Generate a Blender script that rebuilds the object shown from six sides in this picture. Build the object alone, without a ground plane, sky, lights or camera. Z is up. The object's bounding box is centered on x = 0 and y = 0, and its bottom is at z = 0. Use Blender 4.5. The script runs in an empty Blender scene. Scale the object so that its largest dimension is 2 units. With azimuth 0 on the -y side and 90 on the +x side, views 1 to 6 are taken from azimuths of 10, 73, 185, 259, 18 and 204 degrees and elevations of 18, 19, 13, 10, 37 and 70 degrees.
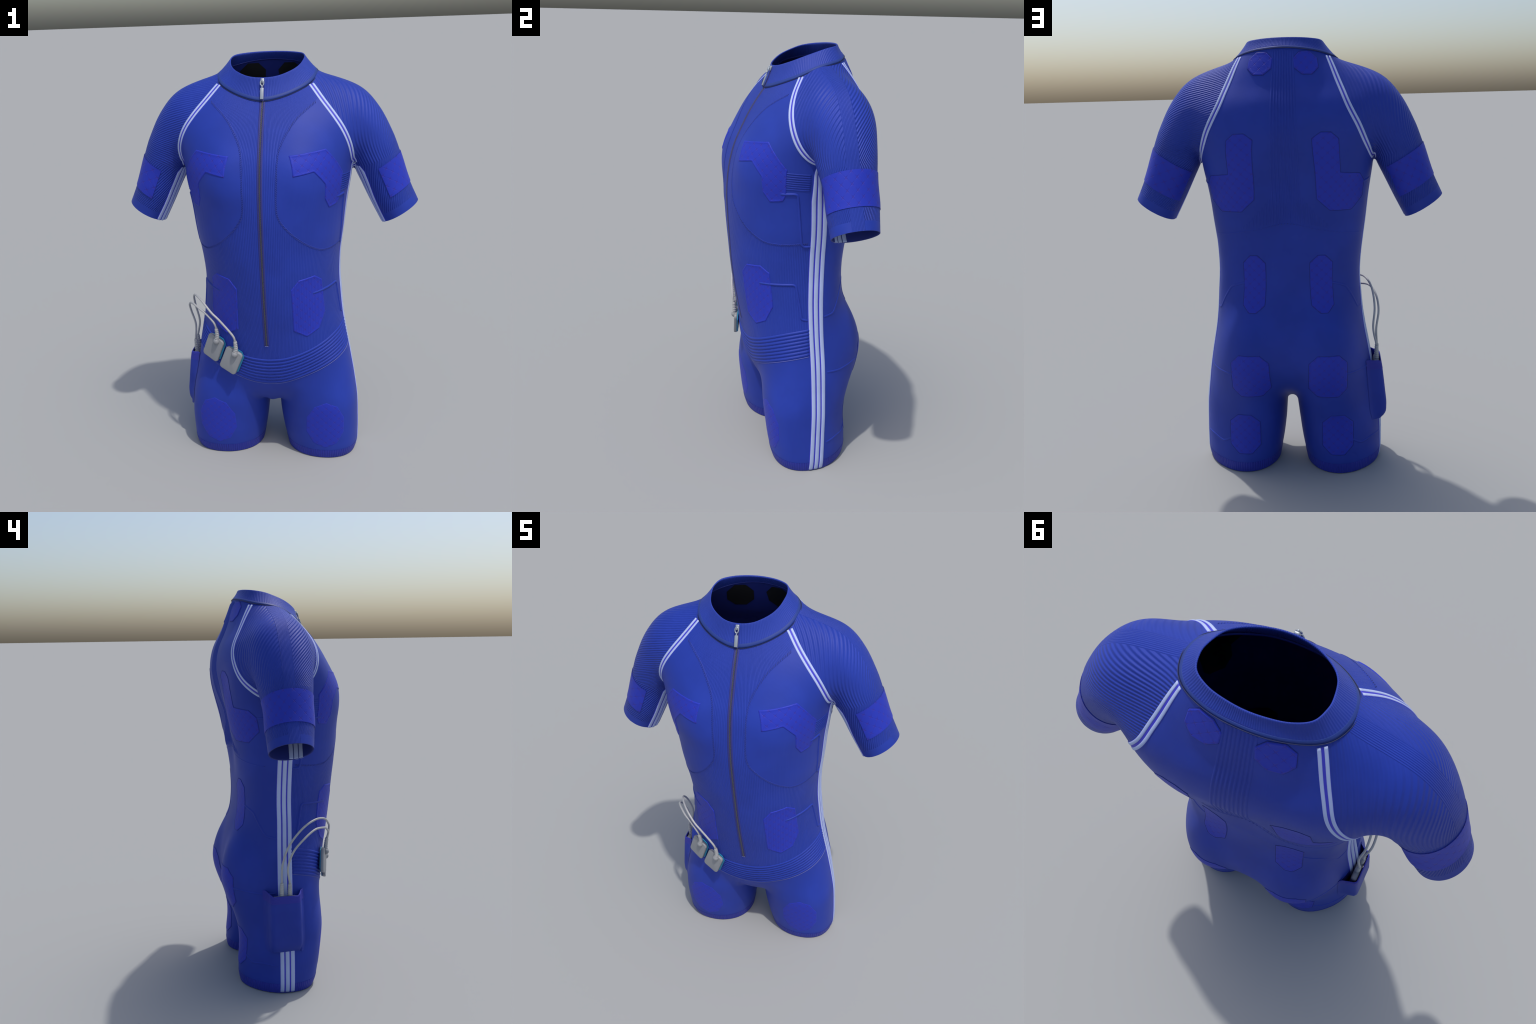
import bpy, bmesh, math, random
import numpy as np
from mathutils import Vector, Matrix
from mathutils.bvhtree import BVHTree

random.seed(7)
rng = np.random.default_rng(7)
COL = bpy.context.scene.collection


# ------------------------------------------------------------------ helpers
def smooth_table(rows, samples):
    """Catmull-Rom (non uniform, monotone-ish) interpolation of table rows keyed on column 0."""
    rows = np.array(rows, float)
    k = rows[:, 0]
    m = np.zeros_like(rows)
    for j in range(1, rows.shape[1]):
        d = np.diff(rows[:, j]) / np.diff(k)
        t = np.empty(len(k))
        t[0], t[-1] = d[0], d[-1]
        h = np.diff(k)
        t[1:-1] = (d[:-1] * h[1:] + d[1:] * h[:-1]) / (h[:-1] + h[1:])
        m[:, j] = t
    out = []
    for s in samples:
        i = int(np.clip(np.searchsorted(k, s) - 1, 0, len(k) - 2))
        h = k[i + 1] - k[i]
        u = (s - k[i]) / h
        a, b = rows[i], rows[i + 1]
        r = ((2 * u ** 3 - 3 * u ** 2 + 1) * a + (u ** 3 - 2 * u ** 2 + u) * h * m[i]
             + (-2 * u ** 3 + 3 * u ** 2) * b + (u ** 3 - u ** 2) * h * m[i + 1])
        r[0] = s
        out.append(r)
    return np.array(out)


def mesh_object(name, verts, faces, material=None, parent=None, smooth=True):
    me = bpy.data.meshes.new(name)
    me.from_pydata([tuple(v) for v in verts], [], [tuple(f) for f in faces])
    me.update()
    ob = bpy.data.objects.new(name, me)
    COL.objects.link(ob)
    if material:
        me.materials.append(material)
    if smooth:
        me.polygons.foreach_set("use_smooth", [True] * len(me.polygons))
    if parent:
        ob.parent = parent
    return ob


def loft(rings, closed_ends=True):
    """Quads through rings of equal length; returns verts, faces."""
    n = len(rings[0])
    verts = [p for r in rings for p in r]
    faces = []
    for i in range(len(rings) - 1):
        for j in range(n):
            a, b = i * n + j, i * n + (j + 1) % n
            faces.append((a, b, b + n, a + n))
    if closed_ends:
        faces.append(tuple(range(n))[::-1])
        faces.append(tuple(range((len(rings) - 1) * n, len(rings) * n)))
    return verts, faces


def super_ring(a, yf, yb, cy, nf, nb, z, count=72, cx=0.0):
    pts = []
    for i in range(count):
        t = 2 * math.pi * i / count
        c, s = math.cos(t), math.sin(t)
        n = nb if s > 0 else nf
        d = (yb - cy) if s > 0 else (cy - yf)
        x = a * math.copysign(abs(c) ** (2 / n), c)
        y = cy + d * math.copysign(abs(s) ** (2 / n), s)
        pts.append((cx + x, y, z))
    return pts


# ------------------------------------------------------------------ body form
# torso: height, half width, front y, back y, y of widest place, front and back squareness
TORSO = [
    (0.300, .030, -.10, .01, -.04, 2.0, 2.0),
    (0.318, .10, -.115, .05, -.03, 2.0, 2.0),
    (0.355, .23, -.150, .110, -.01, 2.1, 2.0),
    (0.405, .335, -.180, .190, .01, 2.2, 1.9),
    (0.50, .388, -.214, .276, .005, 2.35, 1.87),
    (0.60, .378, -.230, .297, .005, 2.35, 1.87),
    (0.68, .362, -.246, .288, .010, 2.2, 1.92),
    (0.76, .350, -.263, .266, .020, 2.05, 2.15),
    (0.86, .339, -.281, .234, .025, 2.0, 2.45),
    (0.95, .331, -.292, .225, .025, 2.0, 2.5),
    (1.06, .335, -.302, .228, .025, 2.05, 2.6),
    (1.20, .352, -.313, .248, .02, 2.1, 2.6),
    (1.33, .367, -.318, .276, .025, 2.1, 2.5),
    (1.44, .384, -.308, .298, .035, 2.35, 2.65),
    (1.55, .400, -.281, .314, .04, 2.5, 3.0),
    (1.63, .432, -.246, .314, .045, 2.4, 3.0),
    (1.72, .447, -.198, .295, .055, 2.2, 2.7),
    (1.80, .395, -.143, .260, .065, 2.0, 2.1),
    (1.86, .305, -.095, .239, .08, 1.95, 2.05),
    (1.92, .220, -.056, .218, .09, 1.95, 2.05),
    (1.98, .170, -.020, .195, .10, 2.0, 2.0),
    (2.02, .140, .000, .175, .10, 2.0, 2.0),
]
# leg (wearer's left, +x): height, inner x, outer x, front y, back y, y of widest place, sideways shear
LEG = [
    (-0.06, .085, .400, -.108, .215, .045, .14),
    (-0.01, .070, .415, -.128, .238, .045, .15),
    (0.03, .062, .425, -.142, .247, .045, .16),
    (0.10, .048, .428, -.156, .248, .040, .17),
    (0.20, .034, .427, -.170, .240, .035, .18),
    (0.28, .026, .423, -.180, .244, .030, .17),
    (0.36, .016, .416, -.186, .268, .022, .15),
    (0.44, -.005, .405, -.184, .302, .015, .12),
    (0.54, -.02, .386, -.176, .330, .015, .06),
    (0.63, -.02, .362, -.160, .322, .03, .03),
    (0.72, -.01, .332, -.135, .288, .04, 0),
    (0.82, .020, .300, -.11, .230, .04, 0),
]
# sleeve: key, upper edge x,z, lower edge x,z, middle y, half depth in y
SLEEVE = [
    (0, .18, 1.924, .22, 1.56, .060, .122),
    (1, .32, 1.887, .31, 1.54, .060, .150),
    (2, .434, 1.841, .362, 1.52, .064, .158),
    (3, .515, 1.750, .388, 1.497, .066, .149),
    (4, .572, 1.636, .405, 1.455, .066, .131),
    (5, .614, 1.528, .439, 1.390, .066, .115),
    (6, .655, 1.408, .483, 1.303, .068, .112),
    (7, .702, 1.305, .535, 1.204, .070, .102),
    (8, .727, 1.250, .562, 1.151, .071, .097),
]
VOXEL = 0.007


def build_body():
    parts = []
    zs = np.linspace(TORSO[0][0], TORSO[-1][0], 90)
    rings = [super_ring(r[1], r[2], r[3], r[4], r[5], r[6], r[0]) for r in smooth_table(TORSO, zs)]
    parts.append(loft(rings))
    zs = np.linspace(LEG[0][0], LEG[-1][0], 60)
    tab = smooth_table(LEG, zs)
    for side in (1, -1):
        rings = []
        for z, xi, xo, yf, yb, cy, sh in tab:
            r = super_ring((xo - xi) / 2, yf, yb, cy, 2.1, 2.0, z, cx=(xo + xi) / 2)
            r = [(x - sh * (y - cy) * (.5 + .5 * min(1, abs(y - cy) / .15)) * (1.25 * (x - xi) / (xo - xi)) ** .8, y, zz) if x > xi else (x, y, zz) for x, y, zz in r]
            if side < 0:
                r = [(-x, y, zz) for x, y, zz in r][::-1]
            rings.append(r)
        parts.append(loft(rings))
    tab = smooth_table(SLEEVE, np.linspace(0, 8, 60))
    for side in (1, -1):
        rings = []
        for k, ux, uz, lx, lz, cy, ry in tab:
            m = np.array([(ux + lx) / 2, cy, (uz + lz) / 2])
            h = np.array([(ux - lx) / 2, 0, (uz - lz) / 2])
            r = []
            for i in range(64):
                t = 2 * math.pi * i / 64
                p = m + h * math.cos(t) + np.array([0, ry, 0]) * math.sin(t)
                r.append((side * p[0], p[1], p[2]))
            rings.append(r if side < 0 else r[::-1])
        parts.append(loft(rings))
    verts, faces = [], []
    for v, f in parts:
        o = len(verts)
        verts += v
        faces += [tuple(i + o for i in q) for q in f]
    ob = mesh_object("body_form", verts, faces)
    bm = bmesh.new()
    bm.from_mesh(ob.data)
    bmesh.ops.recalc_face_normals(bm, faces=bm.faces)
    bm.to_mesh(ob.data)
    bm.free()
    mod = ob.modifiers.new("remesh", "REMESH")
    mod.mode = "VOXEL"
    mod.voxel_size = VOXEL
    mod.adaptivity = 0.0
    dg = bpy.context.evaluated_depsgraph_get()
    me = bpy.data.meshes.new_from_object(ob.evaluated_get(dg))
    bpy.data.objects.remove(ob)
    n = len(me.vertices)
    co = np.empty(n * 3)
    me.vertices.foreach_get("co", co)
    co = co.reshape(-1, 3)
    ed = np.empty(len(me.edges) * 2, int)
    me.edges.foreach_get("vertices", ed)
    ed = ed.reshape(-1, 2)
    deg = np.bincount(ed.ravel(), minlength=n)[:, None]
    a0, a1 = np.r_[ed[:, 0], ed[:, 1]], np.r_[ed[:, 1], ed[:, 0]]

    def neighbour_sum(c):
        return np.stack([np.bincount(a0, c[a1, k], n) for k in range(3)], 1)

    for it in range(24):
        acc = neighbour_sum(co)
        f = 0.6 if it % 2 == 0 else -0.55
        co += f * (acc / deg - co)
    # soften the creases where the lofts run into each other (hips, shoulders), not at armpit and hems
    def bump(v, a, b, c, d):
        return np.clip((v - a) / (b - a), 0, 1) * np.clip((d - v) / (d - c), 0, 1)
    x, y, z = np.abs(co[:, 0]), co[:, 1], co[:, 2]
    w = bump(z, .30, .42, .78, .98) + bump(z, 1.52, 1.64, 1.86, 1.95) * bump(x, .12, .26, .50, .58)
    w = w[:, None] * 0.6
    for it in range(170):
        acc = neighbour_sum(co)
        co += w * (acc / deg - co)
    # muscles: chest beside the breastbone, hollow of the spine
    x, y, z = np.abs(co[:, 0]), co[:, 1], co[:, 2]
    chest = np.exp(-((x - .17) / .10) ** 2 - ((z - 1.50) / .13) ** 2) * (y < 0)
    spine = np.exp(-(x / .10) ** 2) * bump(z, 1.02, 1.25, 1.40, 1.60) * (y > 0)
    co[:, 1] += -.017 * chest - .031 * spine
    X = co[:, 0]
    blade = (1.4 * np.exp(-((X + .17) / .10) ** 2 - ((z - 1.54) / .09) ** 2) + .8 * np.exp(-((X - .05) / .10) ** 2 - ((z - 1.38) / .08) ** 2)) * (y > 0)
    ribcage = np.exp(-((X - .27) / .10) ** 2 - ((z - 1.38) / .18) ** 2) * (y < 0)
    co[:, 1] += -.013 * blade - .011 * ribcage
    # the wearer stands a little twisted: right shoulder forward, hips shifted to the left
    turn = np.clip((z - 1.05) / .35, 0, 1)
    co[:, 1] += .030 * co[:, 0] * turn
    co[:, 0] += .006 * bump(z, .2, .45, .9, 1.1)
    me.vertices.foreach_set("co", co.ravel())
    me.update()
    return me


body_mesh = build_body()
# === END BODY

# ------------------------------------------------------------------ materials
def new_material(name):
    m = bpy.data.materials.new(name)
    m.use_nodes = True
    nt = m.node_tree
    return m, nt, nt.nodes["Principled BSDF"]


class N:
    """Tiny node writer: every call makes one node and returns its output."""
    def __init__(self, nt):
        self.nt = nt

    def link(self, sock, v):
        if isinstance(v, (int, float)):
            sock.default_value = v
        elif isinstance(v, (tuple, list)):
            sock.default_value = v
        else:
            self.nt.links.new(v, sock)

    def math(self, op, a, b=0.0, c=0.0):
        n = self.nt.nodes.new("ShaderNodeMath")
        n.operation = op
        for s, v in zip(n.inputs, (a, b, c)):
            self.link(s, v)
        return n.outputs[0]

    def coords(self):
        n = self.nt.nodes.new("ShaderNodeTexCoord")
        return n.outputs["Object"]

    def xyz(self, v):
        n = self.nt.nodes.new("ShaderNodeSeparateXYZ")
        self.nt.links.new(v, n.inputs[0])
        return n.outputs

    def noise(self, v, scale, detail=2.0, rough=0.5):
        n = self.nt.nodes.new("ShaderNodeTexNoise")
        self.nt.links.new(v, n.inputs["Vector"])
        n.inputs["Scale"].default_value = scale
        n.inputs["Detail"].default_value = detail
        n.inputs["Roughness"].default_value = rough
        return n.outputs["Fac"]

    def mix(self, fac, a, b):
        n = self.nt.nodes.new("ShaderNodeMix")
        n.data_type = "RGBA"
        self.link(n.inputs[0], fac)
        self.link(n.inputs[6], a)
        self.link(n.inputs[7], b)
        return n.outputs[2]

    def smooth(self, x, lo, hi):
        n = self.nt.nodes.new("ShaderNodeMapRange")
        n.interpolation_type = "SMOOTHSTEP"
        self.link(n.inputs[0], x)
        n.inputs[1].default_value, n.inputs[2].default_value = lo, hi
        return n.outputs[0]

    def bump(self, height, strength, distance, normal=None):
        n = self.nt.nodes.new("ShaderNodeBump")
        n.inputs["Strength"].default_value = strength
        n.inputs["Distance"].default_value = distance
        self.nt.links.new(height, n.inputs["Height"])
        if normal is not None:
            self.nt.links.new(normal, n.inputs["Normal"])
        return n.outputs[0]

    def wave(self, phase):
        """0..1 cosine ridge of a phase counted in periods."""
        c = self.math("COSINE", self.math("MULTIPLY", phase, 2 * math.pi))
        return self.math("MULTIPLY_ADD", c, 0.5, 0.5)


FABRIC = (0.017, 0.044, 0.360, 1)
PAD = (0.018, 0.035, 0.420, 1)
ROUGH = 0.55


def knit_grain(n, co, nt):
    """very fine knit: noise stretched plus a tiny weave"""
    x, y, z = n.xyz(co)
    a = n.wave(n.math("DIVIDE", n.math("ADD", x, n.math("MULTIPLY", y, 0.6)), 0.0042))
    b = n.wave(n.math("DIVIDE", z, 0.0042))
    return n.math("ADD", n.math("MULTIPLY", n.math("MULTIPLY", a, b), 0.6), n.math("MULTIPLY", n.noise(co, 260), 0.4))


def finish_fabric(n, nt, bsdf, color, height, dist, strength=1.0, vary=True, rough=ROUGH):
    co = n.coords()
    g = n.bump(knit_grain(n, co, nt), 0.35, 0.0006)
    if height is not None:
        g = n.bump(height, strength, dist, g)
    nt.links.new(g, bsdf.inputs["Normal"])
    if vary:
        f = n.smooth(n.noise(co, 5.0, 3.0), 0.35, 0.7)
        darker = tuple(c * 0.88 for c in color[:3]) + (1,) if not hasattr(color, "node") else None
        if darker:
            color = n.mix(f, darker, color)
    n.link(bsdf.inputs["Base Color"], color)
    bsdf.inputs["Roughness"].default_value = rough
    bsdf.inputs["Specular IOR Level"].default_value = 0.25
    bsdf.inputs["Sheen Weight"].default_value = 0.02
    bsdf.inputs["Sheen Roughness"].default_value = 0.5


def fabric_material(name, color=FABRIC, ribs=None):
    m, nt, bsdf = new_material(name)
    n = N(nt)
    height = None
    dist = 0.001
    if ribs:
        axis, pitch, dist = ribs
        x, y, z = n.xyz(n.coords())
        if axis == "x":
            ph = n.math("DIVIDE", x, pitch)
        elif axis == "z":
            ph = n.math("DIVIDE", z, pitch)
        else:                                   # around a vertical axis through (cx, cy)
            cx, cy, r = axis
            ang = n.math("ARCTAN2", n.math("SUBTRACT", x, cx), n.math("SUBTRACT", cy, y))
            ph = n.math("DIVIDE", n.math("MULTIPLY", ang, r), pitch)
        height = n.wave(ph)
    finish_fabric(n, nt, bsdf, color, height, dist)
    return m


CUFF = (0.626, 0.07, 1.259)
ARM_UP = (-0.385, 0.923)          # x, z of the arm axis, pointing to the shoulder
ARM_OUT = (0.923, 0.385)


def sleeve_coordinates(n, side):
    """along the arm t, around the arm th, and y"""
    x, y, z = n.xyz(n.coords())
    px = n.math("SUBTRACT", n.math("MULTIPLY", x, side), CUFF[0])
    pz = n.math("SUBTRACT", z, CUFF[2])
    t = n.math("ADD", n.math("MULTIPLY", px, ARM_UP[0]), n.math("MULTIPLY", pz, ARM_UP[1]))
    a = n.math("ADD", n.math("MULTIPLY", px, ARM_OUT[0]), n.math("MULTIPLY", pz, ARM_OUT[1]))
    a = n.math("ADD", a, n.math("MULTIPLY", n.math("MAXIMUM", n.math("SUBTRACT", t, 0.28), 0.0), 0.60))
    b = n.math("SUBTRACT", y, CUFF[1])
    th = n.math("ARCTAN2", b, a)
    return t, th, a, y


def sleeve_material(name, side, diagonal=1.0):
    m, nt, bsdf = new_material(name)
    n = N(nt)
    t, th, a, y = sleeve_coordinates(n, side)
    fall = n.math("MINIMUM", n.math("MULTIPLY", th, side), 0.0)       # half whose ribs run down from the shoulder band
    rise = n.math("MAXIMUM", n.math("MULTIPLY", th, side), 0.0)
    lean = n.math("ADD", n.math("MULTIPLY", fall, 0.205), n.math("MULTIPLY", rise, 0.26))
    ph = n.math("DIVIDE", n.math("SUBTRACT", t, lean), 0.0215)
    ribs = n.wave(ph)
    fine = n.math("MULTIPLY", n.wave(n.math("DIVIDE", y, 0.0056)), 0.5)
    off = n.math("ABSOLUTE", n.math("SUBTRACT", y, 0.060))
    band = n.math("MULTIPLY", n.math("LESS_THAN", off, 0.027), n.math("GREATER_THAN", a, 0.0))
    height = n.math("ADD", n.math("MULTIPLY", band, fine), n.math("MULTIPLY", n.math("SUBTRACT", 1.0, band), n.math("MULTIPLY", ribs, diagonal)))
    finish_fabric(n, nt, bsdf, FABRIC, height, 0.0024)
    return m


def cross_stitch(n, u, v, pitch=0.042):
    """diamond lattice of thread that shows as a small x at each crossing"""
    p = n.math("DIVIDE", n.math("ADD", u, v), pitch)
    q = n.math("DIVIDE", n.math("SUBTRACT", u, v), pitch)
    def dist(w):
        return n.math("ABSOLUTE", n.math("SUBTRACT", n.math("FRACT", w), 0.5))
    dp, dq = dist(p), dist(q)
    lp = n.smooth(dp, 0.085, 0.015)
    lq = n.smooth(dq, 0.085, 0.015)
    near = n.smooth(n.math("ADD", dp, dq), 0.50, 0.05)
    return n.math("MULTIPLY", n.math("MAXIMUM", lp, lq), n.math("MULTIPLY_ADD", near, 0.75, 0.06))


THREAD = (0.055, 0.022, 0.20, 1)


def pad_material(name, color=PAD, ribs=0.0):
    m, nt, bsdf = new_material(name)
    n = N(nt)
    x, y, z = n.xyz(n.coords())
    mask = cross_stitch(n, x, y)
    base = n.mix(n.math("MULTIPLY", mask, 0.48), color, THREAD)
    height = n.math("SUBTRACT", 1.0, mask)
    if ribs:
        height = n.math("ADD", height, n.math("MULTIPLY", n.wave(n.math("DIVIDE", x, ribs)), 0.6))
    finish_fabric(n, nt, bsdf, base, height, 0.0008, vary=False)
    return m


def armband_material(name, side):
    m, nt, bsdf = new_material(name)
    n = N(nt)
    t, th, a, y = sleeve_coordinates(n, side)
    mask = cross_stitch(n, n.math("MULTIPLY", th, 0.105), t, 0.052)
    base = n.mix(n.math("MULTIPLY", mask, 0.48), PAD, THREAD)
    finish_fabric(n, nt, bsdf, base, n.math("SUBTRACT", 1.0, mask), 0.0008, vary=False)
    return m


def plain_material(name, color, rough=0.5, metallic=0.0, grain=0.0, grain_scale=300):
    m, nt, bsdf = new_material(name)
    n = N(nt)
    co = n.coords()
    f = n.smooth(n.noise(co, 9.0, 3.0), 0.3, 0.7)
    n.link(bsdf.inputs["Base Color"], n.mix(f, tuple(c * 0.93 for c in color[:3]) + (1,), color))
    bsdf.inputs["Roughness"].default_value = rough
    bsdf.inputs["Metallic"].default_value = metallic
    if grain:
        nt.links.new(n.bump(n.noise(co, grain_scale), 0.4, grain), bsdf.inputs["Normal"])
    return m


MAT = dict(
    fabric=fabric_material("blue_knit"),
    front=fabric_material("fine_ribbed_blue_knit", ribs=((0.0, 0.03, 0.30), 0.0068, 0.0009)),
    sleeve={1: sleeve_material("diagonal_ribbed_knit", 1), -1: sleeve_material("diagonal_ribbed_knit", -1)},
    cuff={1: sleeve_material("cuff_knit", 1, 0.0), -1: sleeve_material("cuff_knit", -1, 0.0)},
    band={1: armband_material("armband_knit", 1), -1: armband_material("armband_knit", -1)},
    hem={1: fabric_material("ribbed_hem_knit", (0.024, 0.036, 0.365, 1), ((0.25, 0.05, 0.19), 0.0115, 0.002)),
         -1: fabric_material("ribbed_hem_knit", (0.024, 0.036, 0.365, 1), ((-0.25, 0.05, 0.19), 0.0115, 0.002))},
    collar=fabric_material("collar_knit", (0.022, 0.050, 0.36, 1), ((0.0, 0.05, 0.19), 0.0075, 0.0008)),
    binding=fabric_material("collar_binding", (0.022, 0.050, 0.255, 1)),
    piping=plain_material("dark_piping", (0.014, 0.022, 0.085, 1), 0.7),
    pad=pad_material("quilted_pad_knit"),
    pad_ribbed=pad_material("quilted_ribbed_pad_knit", ribs=0.0085),
    pad_inner=plain_material("black_electrode_rubber", (0.006, 0.006, 0.007, 1), 0.7),
    lining=fabric_material("dark_lining_knit", (0.018, 0.030, 0.22, 1)),
    white=plain_material("white_stripe_tape", (0.42, 0.50, 0.78, 1), 0.6, grain=0.0005),
    tape=plain_material("violet_blue_tape", (0.040, 0.036, 0.52, 1), 0.6, grain=0.0005),
    wire=fabric_material("raised_channel_knit", (0.018, 0.044, 0.365, 1)),
    stitch=plain_material("navy_thread", (0.012, 0.028, 0.215, 1), 0.7),
    light_thread=plain_material("pale_thread", (0.12, 0.14, 0.42, 1), 0.7),
    zip_tape=plain_material("zipper_tape", (0.024, 0.028, 0.20, 1), 0.7, grain=0.0004),
    zip_teeth=plain_material("zipper_coil", (0.072, 0.074, 0.10, 1), 0.5),
    metal=plain_material("brushed_metal", (0.42, 0.46, 0.50, 1), 0.35, metallic=0.55, grain=0.0003),
    plastic=plain_material("grey_plastic", (0.27, 0.28, 0.295, 1), 0.45),  # grey darkened to match the weak sun on the front-facing electrode plates
    cable=plain_material("grey_cable", (0.42, 0.42, 0.42, 1), 0.4),
    gel=plain_material("teal_gel_pad", (0.02, 0.20, 0.36, 1), 0.35),
    pocket=fabric_material("pocket_knit", (0.018, 0.042, 0.345, 1)),
    pocket_hem=fabric_material("pocket_hem_knit", (0.032, 0.038, 0.35, 1), ("z", 0.004, 0.0004)),
)

# ------------------------------------------------------------------ thing
suit = bpy.data.objects.new("compression_suit", None)
suit["label"] = "blue short-sleeved training suit with electrode pads and white stripes"
suit["category"] = "sports suit"
COL.objects.link(suit)


def pchip(table):
    xs, ys = np.array([r[0] for r in table], float), np.array([r[1] for r in table], float)
    grid = np.linspace(xs[0], xs[-1], 400)
    vals = smooth_table(np.stack([xs, ys], 1), grid)[:, 1]
    return lambda v: np.interp(v, grid, vals)


# ------------------------------------------------------------------ seams of the pattern as scalar fields
COLLAR_SEAM = [(0, -.142, 1.804), (.090, -.117, 1.817), (.165, -.076, 1.849), (.208, -.028, 1.875), (.227, .03, 1.902),
               (.223, .09, 1.920), (.191, .148, 1.931), (.105, .187, 1.947), (0, .202, 1.956)]
COLLAR_TOP = [(0, -.104, 1.897), (.065, -.092, 1.903), (.122, -.055, 1.923), (.154, -.012, 1.944), (.168, .045, 1.966), (.168, .085, 1.979),
              (.152, .130, 1.988), (.110, .158, 1.993), (.060, .172, 1.996), (0, .178, 1.997)]
collar_z = pchip([(p[1], p[2]) for p in [(0, -.40, 1.66)] + COLLAR_SEAM + [(0, .40, 2.05)]])
raglan_front = pchip([(1.2, .46), (1.48, .405), (1.54, .393), (1.61, .382), (1.676, .354), (1.737, .313), (1.80, .262),
                      (1.87, .210), (1.93, .165)])
raglan_back = pchip([(1.2, .46), (1.46, .405), (1.495, .388), (1.55, .345), (1.64, .303), (1.71, .268), (1.785, .246),
                     (1.85, .222), (1.925, .196), (1.98, .175)])
HEM_Z = 0.050


def f_collar(p):
    return p[:, 2] - collar_z(p[:, 1]) - 0.010


def f_floor(p):
    return -(p[:, 2] - 0.0)


def f_cuff(p):
    return np.where((np.abs(p[:, 0]) > .43) & (p[:, 2] > 1.0), (np.abs(p[:, 0]) - .626) * .528 - (p[:, 2] - 1.259) * .849 + .004, -1.0)


def sleeve_s(p):
    return -((np.abs(p[:, 0]) - .626) * .528 - (p[:, 2] - 1.259) * .849)


def f_raglan(p):
    w = np.clip((p[:, 1] + .05) / .15, 0, 1)
    w = w * w * (3 - 2 * w)
    return np.abs(p[:, 0]) - (raglan_front(p[:, 2]) * (1 - w) + raglan_back(p[:, 2]) * w)


def arm_angle(p):
    px, pz = np.abs(p[:, 0]) - CUFF[0], p[:, 2] - CUFF[2]
    a = px * ARM_OUT[0] + pz * ARM_OUT[1]
    return np.arctan2(p[:, 1] - CUFF[1], a)


side_y = pchip([(-.1, .036), (.3, .036), (.6, .034), (.8, .026), (1.0, .026), (1.2, .022), (1.35, .012), (1.5, -.004), (1.6, -.01)])


def front_angle(p):
    return np.abs(np.arctan2(p[:, 0], -(p[:, 1] - .03)))


waist_top = pchip([(0, .592), (.36, .604), (.49, .616), (.70, .642), (.93, .677), (1.1, .702), (1.44, .732), (1.7, .738), (3.3, .738)])
waist_bottom = pchip([(0, .443), (.35, .455), (.78, .512), (1.06, .560), (1.2, .580), (1.45, .602), (1.7, .606), (3.3, .606)])


CUP_SIDE = pchip([(1.0, .30), (1.14, .17), (1.20, .125), (1.269, .098), (1.336, .078), (1.461, .076), (1.612, .086), (1.68, .120),
                  (1.735, .160), (1.797, .233), (1.86, .30)])
CUP_LOW = pchip([(.0, 1.36), (.076, 1.33), (.11, 1.269), (.176, 1.200), (.254, 1.146), (.30, 1.136), (.345, 1.146), (.40, 1.16)])


def f_cup(p):
    x = np.abs(p[:, 0])
    f = np.minimum(x - CUP_SIDE(p[:, 2]), (p[:, 2] - CUP_LOW(x)) * .8)
    return np.where(p[:, 1] < side_y(p[:, 2]), f, -.05)


# ------------------------------------------------------------------ cutting the one body surface along fields
def bm_coords(bm):
    bm.verts.ensure_lookup_table()
    bm.verts.index_update()
    return np.array([v.co[:] for v in bm.verts])


def cut(bm, field, where=None):
    bm.edges.ensure_lookup_table()
    co = bm_coords(bm)
    val = field(co)
    ed = np.array([(e.verts[0].index, e.verts[1].index) for e in bm.edges])
    a, b = val[ed[:, 0]], val[ed[:, 1]]
    cross = (a * b < 0) & (np.abs(a - b) < .06)
    if where is not None:
        w = where(co)
        cross &= w[ed[:, 0]] & w[ed[:, 1]]
    on, frozen = set(), {}
    idx = np.nonzero(cross)[0]
    for i in idx:
        t = a[i] / (a[i] - b[i])
        if t < .15 or t > .85:
            v = ed[i, 0] if t < .5 else ed[i, 1]
            if v not in frozen:
                frozen[v] = co[ed[i, 0]] * (1 - t) + co[ed[i, 1]] * t
    for v, p in frozen.items():
        bm.verts[v].co = p
        val[v] = 0.0
        on.add(bm.verts[v])
    edges = [bm.edges[i] for i in idx]
    for e, i in zip(edges, idx):
        va, vb = val[ed[i, 0]], val[ed[i, 1]]
        if va == 0 or vb == 0:
            continue
        t = va / (va - vb)
        v0 = e.verts[0]
        _, nv = bmesh.utils.edge_split(e, v0, t)
        on.add(nv)
    faces = {f for v in on for f in v.link_faces}
    for f in faces:
        vs = [v for v in f.verts if v in on]
        if len(vs) == 2:
            try:
                if bm.edges.get(vs) is None:
                    bmesh.utils.face_split(f, vs[0], vs[1])
            except ValueError:
                pass
    bm.verts.index_update()


def face_centres(bm):
    return np.array([f.calc_center_median()[:] for f in bm.faces])


bm = bmesh.new()
bm.from_mesh(body_mesh)
for field in (f_floor, f_cuff, f_collar):
    cut(bm, field)
    c = face_centres(bm)
    v = field(c)
    faces = [f for f, k in zip(bm.faces, v) if k > 0]
    bmesh.ops.delete(bm, geom=faces, context="FACES")
bm.normal_update()

# nearest-point helper on the finished outer surface
SURF = BVHTree.FromBMesh(bm)
bm.verts.ensure_lookup_table()
bm.faces.ensure_lookup_table()
bm.faces.index_update()


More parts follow.
